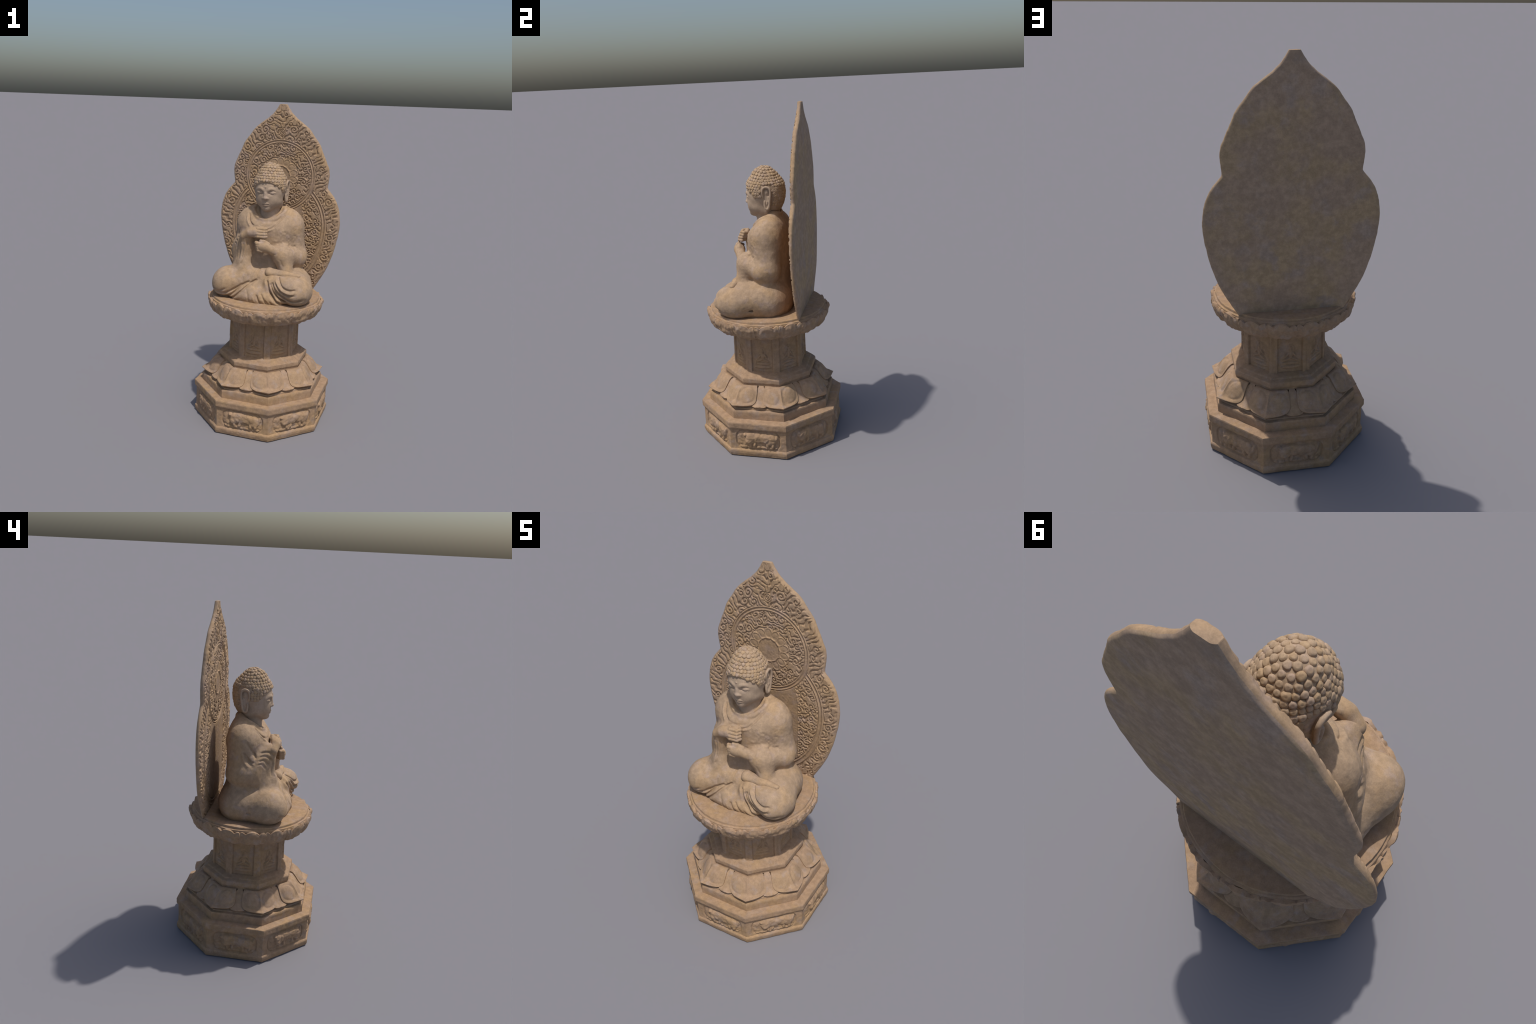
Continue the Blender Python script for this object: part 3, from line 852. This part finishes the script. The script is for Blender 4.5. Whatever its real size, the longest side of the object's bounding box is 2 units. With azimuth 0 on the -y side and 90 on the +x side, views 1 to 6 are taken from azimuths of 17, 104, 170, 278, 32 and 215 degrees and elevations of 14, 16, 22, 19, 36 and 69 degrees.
H.chain(spline([(-.0200, -.0795, 1.4015), (0, -.0900, 1.4018), (.0200, -.0795, 1.4015)], 4), [.0024] * 9, .002, cut=True)
H.ellipsoid((0, -.086, 1.3860), (.014, .009, .0045), .006, cut=True)
H.limb((0, -.0885, 1.426), (0, -.0905, 1.414), .0022, .0026, .004, cut=True)
for sx in (1, -1):
    lid = spline([(sx * .0165, 1.4725), (sx * .029, 1.4660), (sx * .044, 1.4655), (sx * .057, 1.4710)], 5)
    H.stroke(lid, .0026, .0017, "xz", (-.12, -.02))
    H.stroke([(sx * .016, 1.479), (sx * .031, 1.4875), (sx * .047, 1.4865), (sx * .060, 1.478)], .0018, .0018, "xz", (-.12, -.02))
H.ellipsoid((0, -.0920, 1.507), (.0048, .0045, .0048), .001, group="head")
H.limb((0, .032, 1.28), (0, .030, 1.42), .066, .060, .012, group="neck", squash=(1, 1.12, 1))
v, f = H.surface()
c = v[f].mean(1)
lab = (c[:, 2] < 1.352 + .5 * np.clip(c[:, 1] + .05, 0, .09)).astype(int)
parts = split_regions(v, f, lab, ["head", "neck"], M_FACE, root)
head = parts[0]

# hair cap with a raised crown and a straight hairline
def hairline(y):
    return np.interp(y, [-.12, -.096, -.060, -.018, .012, .040, .060, .16], [1.546, 1.543, 1.508, 1.468, 1.466, 1.47, 1.388, 1.384])
C = Solid((-.125, -.125, 1.37), (.125, .160, 1.665), .0020)
C.ellipsoid((0, .018, 1.512), (.0995, .1150, .104), .02)
C.ellipsoid((0, .015, 1.586), (.062, .065, .0580), .03)
C.ellipsoid((0, .053, 1.455), (.082, .072, .088), .03)
full = C.F.copy()
cut = (hairline(C.ax[1])[None, :, None] - C.ax[2][None, None, :]) * .8
C.F = np.maximum(C.F, cut.astype(F32)) + np.clip(.006 - np.abs(C.F - cut), 0, 1).astype(F32) * .25
v, f = C.surface()
hair = obj_from("hair", v, f, M_HAIR, root, normals=vertex_normals(v, f))

def hair_surface(d, o=np.array([0, .022, 1.500])):
    """march outwards along d to the full hair solid"""
    t = np.arange(.05, .20, .0008)
    p = o + d[None] * t[:, None]
    i = np.clip(np.round((p - C.lo) / C.h).astype(int), 0, np.array(C.n) - 1)
    s = full[i[:, 0], i[:, 1], i[:, 2]]
    k = int(np.argmax(s > 0))
    g = [(full[tuple(np.clip(i[k] + e, 0, np.array(C.n) - 1))] - full[tuple(np.clip(i[k] - e, 0, np.array(C.n) - 1))]) for e in np.eye(3, dtype=int) * 2]
    n = np.array(g, float); n /= np.linalg.norm(n) + 1e-9
    return p[k], n

def curl_mesh():
    nu, nv = 16, 8
    V = [(0, 0, .0054)]
    for j in range(1, nv):
        a = j / (nv - 1) * math.radians(105)
        for i in range(nu):
            b = TAU * i / nu
            r = .0104 * math.sin(a) ** .75 if a < math.pi / 2 else .0104 * math.sin(a)
            r *= 1 + .05 * math.sin(3 * b)
            swirl = .0007 * math.cos(b - 5 * a) * math.sin(a)
            V.append((r * math.cos(b), r * math.sin(b), .0070 * math.cos(a) + swirl))
    Fc = [[0, 1 + i, 1 + (i + 1) % nu] for i in range(nu)]
    for j in range(nv - 2):
        for i in range(nu):
            a, b = 1 + j * nu + i, 1 + j * nu + (i + 1) % nu
            Fc.append([a, a + nu, b + nu, b])
    return V, Fc
V, Fc = curl_mesh()
curl0 = None
rg = np.random.default_rng(12)
rowstep = math.radians(8.3)
spots = []
for r in range(0, 16):
    phi = r * rowstep
    ring = .118 * math.sin(phi)
    n = max(1, int(round(TAU * ring / .0182)))
    for i in range(n):
        th = TAU * (i + .5 * (r % 2)) / n + rg.uniform(-.1, .1) / max(n, 4)
        d = np.array([math.sin(phi) * math.cos(th), math.sin(phi) * math.sin(th), math.cos(phi)])
        p, nn = hair_surface(d)
        if p[2] < hairline(p[1]) + .006: continue
        if abs(p[0]) > .07 and .010 < p[1] < .078 and p[2] < 1.543: continue
        spots.append((p, nn))
for p, nn in spots:
    if curl0 is None:
        o = curl0 = obj_from("hair_curl", V, Fc, M_HAIR, hair)
        fix_normals(o)
    else:
        o = curl0.copy(); bpy.context.scene.collection.objects.link(o)
    o.parent = hair
    flat = .55 if (p[1] > .06 and p[2] < 1.53) else 1.0
    z = Vector(nn); q = z.to_track_quat("Z", "Y")
    s = rg.uniform(.84, 1.16)
    o.matrix_local = Matrix.Translation(Vector(p - nn * .0012)) @ q.to_matrix().to_4x4() @ Matrix.Rotation(rg.uniform(0, TAU), 4, "Z") @ Matrix.Diagonal((s, s, s * flat * rg.uniform(.85, 1.1), 1))
print("curls", len(spots))

# long-lobed ears
for sx in (1, -1):
    E = Solid((-.03, -.045, 1.385), (.03, .045, 1.56), .0014)
    # local x is outwards; the helix runs over the top and down to the lobe
    rim = spline([(.000, -.020, 1.478), (.004, -.0245, 1.505), (.006, -.017, 1.531), (.006, .002, 1.5385), (.007, .020, 1.529), (.008, .0245, 1.500), (.008, .019, 1.462), (.007, .014, 1.430), (.005, .006, 1.413), (.004, -.007, 1.413), (.003, -.013, 1.432), (.001, -.013, 1.455)], 5)
    E.chain(rim, [.0056] * len(rim), .004)
    E.ellipsoid((-.004, 0, 1.490), (.0075, .024, .050), .006)
    E.ellipsoid((-.003, .001, 1.430), (.0065, .014, .024), .006)
    E.ellipsoid((.002, .001, 1.508), (.006, .010, .014), .006)
    E.chain([(.003, .010, 1.480), (.003, .006, 1.455), (.002, .001, 1.440)], [.005, .0045, .004], .005)
    E.ellipsoid((-.012, .004, 1.478), (.012, .018, .060), .006)
    v, f = E.surface()
    v = v.copy()
    v[:, 0] = v[:, 0] * sx + sx * (.0925 + .05 * (v[:, 2] - 1.475))
    v[:, 1] += .046
    if sx < 0: f = f[:, ::-1]
    obj_from("ear", v, f, M_FACE, head, normals=vertex_normals(v, f))
